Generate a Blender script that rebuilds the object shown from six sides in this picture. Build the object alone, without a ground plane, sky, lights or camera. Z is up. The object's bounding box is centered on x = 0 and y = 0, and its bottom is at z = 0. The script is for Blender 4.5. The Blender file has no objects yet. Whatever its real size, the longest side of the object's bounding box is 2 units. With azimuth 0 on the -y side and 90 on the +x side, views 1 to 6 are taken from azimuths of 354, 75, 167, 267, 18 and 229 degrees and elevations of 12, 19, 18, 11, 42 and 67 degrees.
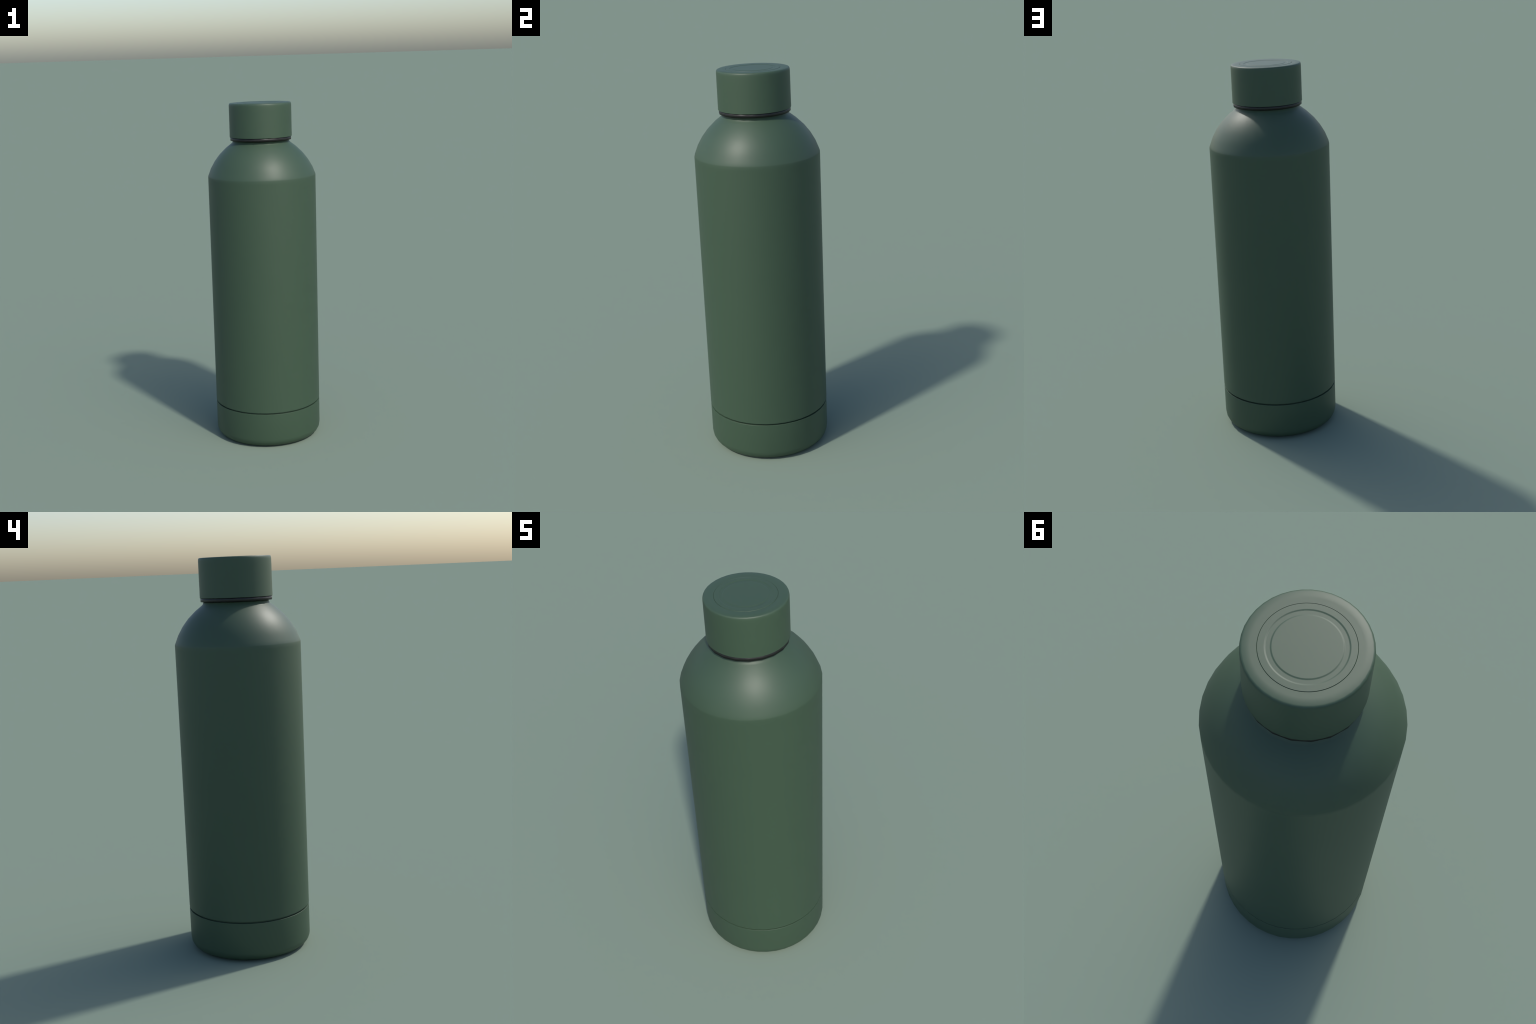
"""Slim powder-coated drinking bottle: base cup, body with domed shoulder,
neck, rubber seal ring and a screw cap with concentric rings on its top."""
import math
import bpy

# ---------------------------------------------------------------- helpers
def lathe(name, profile, centre=(0.0, 0.0), sharp_deg=40.0, close_bottom=False, close_top=False):
    """Revolve a profile of (radius, height, segments) about the z axis.
    Neighbouring rings may differ in segment count by a whole factor."""
    cx, cy = centre
    verts, rings = [], []
    for r, z, n in profile:
        start = len(verts)
        for k in range(n):
            a = math.tau * k / n
            verts.append((cx + r * math.cos(a), cy + r * math.sin(a), z))
        rings.append((start, n))
    faces = []
    for (s0, n0), (s1, n1) in zip(rings, rings[1:]):
        n = min(n0, n1)
        f0, f1 = n0 // n, n1 // n
        for k in range(n):
            low = [s0 + (k * f0 + j) % n0 for j in range(f0 + 1)]
            top = [s1 + (k * f1 + j) % n1 for j in range(f1 + 1)]
            faces.append(low + top[::-1])
    if close_bottom:
        s, n = rings[0]
        faces.append([s + k for k in range(n)][::-1])
    if close_top:
        s, n = rings[-1]
        faces.append([s + k for k in range(n)])
    me = bpy.data.meshes.new(name)
    me.from_pydata(verts, [], faces)
    me.validate()
    me.update()
    me.polygons.foreach_set("use_smooth", [True] * len(me.polygons))
    me.set_sharp_from_angle(angle=math.radians(sharp_deg))
    ob = bpy.data.objects.new(name, me)
    bpy.context.scene.collection.objects.link(ob)
    return ob


def arc(cr, cz, radius, a0, a1, steps):
    """Points (r, z) on an arc of the profile, angles in degrees from +r."""
    out = []
    for k in range(steps + 1):
        a = math.radians(a0 + (a1 - a0) * k / steps)
        out.append((cr + radius * math.cos(a), cz + radius * math.sin(a)))
    return out


def coat(name, colour, variation, roughness, specular, grain):
    """Plain painted / moulded surface with a barely visible fine grain."""
    m = bpy.data.materials.new(name)
    m.use_nodes = True
    nt = m.node_tree
    b = nt.nodes["Principled BSDF"]
    tc = nt.nodes.new("ShaderNodeTexCoord")
    noise = nt.nodes.new("ShaderNodeTexNoise")
    noise.inputs["Scale"].default_value = 260.0
    noise.inputs["Detail"].default_value = 3.0
    nt.links.new(tc.outputs["Object"], noise.inputs["Vector"])
    ramp = nt.nodes.new("ShaderNodeValToRGB")
    lo, hi = 1.0 - variation, 1.0 + variation
    ramp.color_ramp.elements[0].position, ramp.color_ramp.elements[1].position = 0.3, 0.7
    ramp.color_ramp.elements[0].color = (*(c * lo for c in colour), 1)
    ramp.color_ramp.elements[1].color = (*(c * hi for c in colour), 1)
    nt.links.new(noise.outputs["Fac"], ramp.inputs["Fac"])
    nt.links.new(ramp.outputs["Color"], b.inputs["Base Color"])
    bump = nt.nodes.new("ShaderNodeBump")
    bump.inputs["Strength"].default_value = grain
    bump.inputs["Distance"].default_value = 0.0004
    nt.links.new(noise.outputs["Fac"], bump.inputs["Height"])
    nt.links.new(bump.outputs["Normal"], b.inputs["Normal"])
    b.inputs["Roughness"].default_value = roughness
    b.inputs["Specular IOR Level"].default_value = specular
    return m


green = coat("green_powder_coat", (0.0408, 0.0750, 0.0441), 0.015, 0.5, 0.5, 0.02)
rubber = coat("dark_rubber", (0.013, 0.012, 0.012), 0.03, 0.45, 0.45, 0.02)

# ---------------------------------------------------------------- sizes
SIDES = 40                      # facets round the bottle
R = 0.3152                      # body radius
SEAM_LOW, SEAM_HIGH = 0.2072, 0.2166
SHOULDER_Z = 1.5798
CAP = (0.0003, -0.0023)         # the cap sits a hair off the axis

# ---------------------------------------------------------------- base cup
BR, FILLET = R - 0.0003, 0.051
base_profile = [(r, z, SIDES) for r, z in arc(BR - FILLET, FILLET, FILLET, -90, 0, 5)]
base_profile += [(BR, SEAM_LOW - 0.0006, SIDES), (BR - 0.0006, SEAM_LOW, SIDES), (BR - 0.0170, SEAM_LOW, SIDES)]
base = lathe("base_cup", base_profile, close_bottom=True)

# ---------------------------------------------------------------- body and shoulder
body_profile = [(R - 0.0120, SEAM_LOW - 0.003, SIDES), (R - 0.0120, SEAM_HIGH, SIDES),
                (R - 0.0006, SEAM_HIGH, SIDES), (R, SEAM_HIGH + 0.0006, SIDES),
                (R, SHOULDER_Z - 0.020, SIDES), (R, SHOULDER_Z - 0.003, SIDES)]
r, z, step = R, SHOULDER_Z, 0.0493
body_profile.append((r - 0.0013, z + 0.003, SIDES))
body_profile.append((r - 0.0062, z + 0.015, SIDES))
for tilt in (22, 30, 38, 46, 52):
    r -= step * math.sin(math.radians(tilt))
    z += step * math.cos(math.radians(tilt))
    body_profile.append((r, z, SIDES))
tilt = math.radians(52)         # keeps the turn into the neck tight
body_profile.insert(-1, (r + 0.013 * math.sin(tilt), z - 0.013 * math.cos(tilt), SIDES))
NECK_R, NECK_Z = r, z
body_profile += [(NECK_R - 0.0045, NECK_Z + 0.0110, SIDES), (NECK_R - 0.016, NECK_Z + 0.0125, SIDES)]
body = lathe("body", body_profile)

# ---------------------------------------------------------------- neck (inside the cap)
neck = lathe("neck", [(NECK_R - 0.0150, NECK_Z, SIDES), (NECK_R - 0.0150, 1.93, SIDES), (NECK_R - 0.0170, 1.932, SIDES),
                      (NECK_R - 0.025, 1.932, SIDES), (NECK_R - 0.027, 1.93, SIDES), (NECK_R - 0.027, 1.76, SIDES)])

# ---------------------------------------------------------------- rubber seal
seal = lathe("seal_ring", [(0.150, 1.7845, 20), (0.1782, 1.7855, 20), (0.1788, 1.8040, 20), (0.150, 1.8050, 20)],
             centre=CAP, sharp_deg=120)

# ---------------------------------------------------------------- cap
FINE = SIDES * 4
cap_profile = [(0.1600, 1.8070, SIDES), (0.1725, 1.8042, SIDES), (0.1803, 1.8042, SIDES), (0.1813, 1.8050, SIDES),
               (0.1811, 1.8400, SIDES), (0.1810, 1.9500, SIDES), (0.1809, 1.9830, SIDES), (0.1804, 1.9920, SIDES),
               (0.1790, 1.9962, SIDES), (0.1767, 1.9982, SIDES), (0.1735, 1.9993, SIDES),
               (0.1520, 1.9993, SIDES), (0.1375, 1.9993, FINE)]
ring, channel, disc, depth = 0.1338, 0.1129, 0.0970, 0.0014      # rings on the top
cap_profile += [(ring + 0.0009, 1.9993, FINE), (ring, 1.9980, FINE), (ring - 0.0010, 2.0, FINE)]
for r, z0, z1 in ((channel, 2.0, 2.0 - depth), (disc, 2.0 - depth, 2.0)):
    cap_profile += [(r + 0.0028, z0, FINE), (r + 0.0013, z0, FINE), (r - 0.0013, z1, FINE), (r - 0.0028, z1, FINE)]
cap_profile.append((0.080, 2.0, FINE))
cap = lathe("cap", cap_profile, centre=CAP, close_top=True)

# ---------------------------------------------------------------- assembly
root = bpy.data.objects.new("water_bottle", None)
bpy.context.scene.collection.objects.link(root)
root["label"] = "slim matte dark green drinking bottle with screw cap"
root["category"] = "water bottle"
for part, mat in ((base, green), (body, green), (neck, green), (seal, rubber), (cap, green)):
    part.parent = root
    part.data.materials.append(mat)
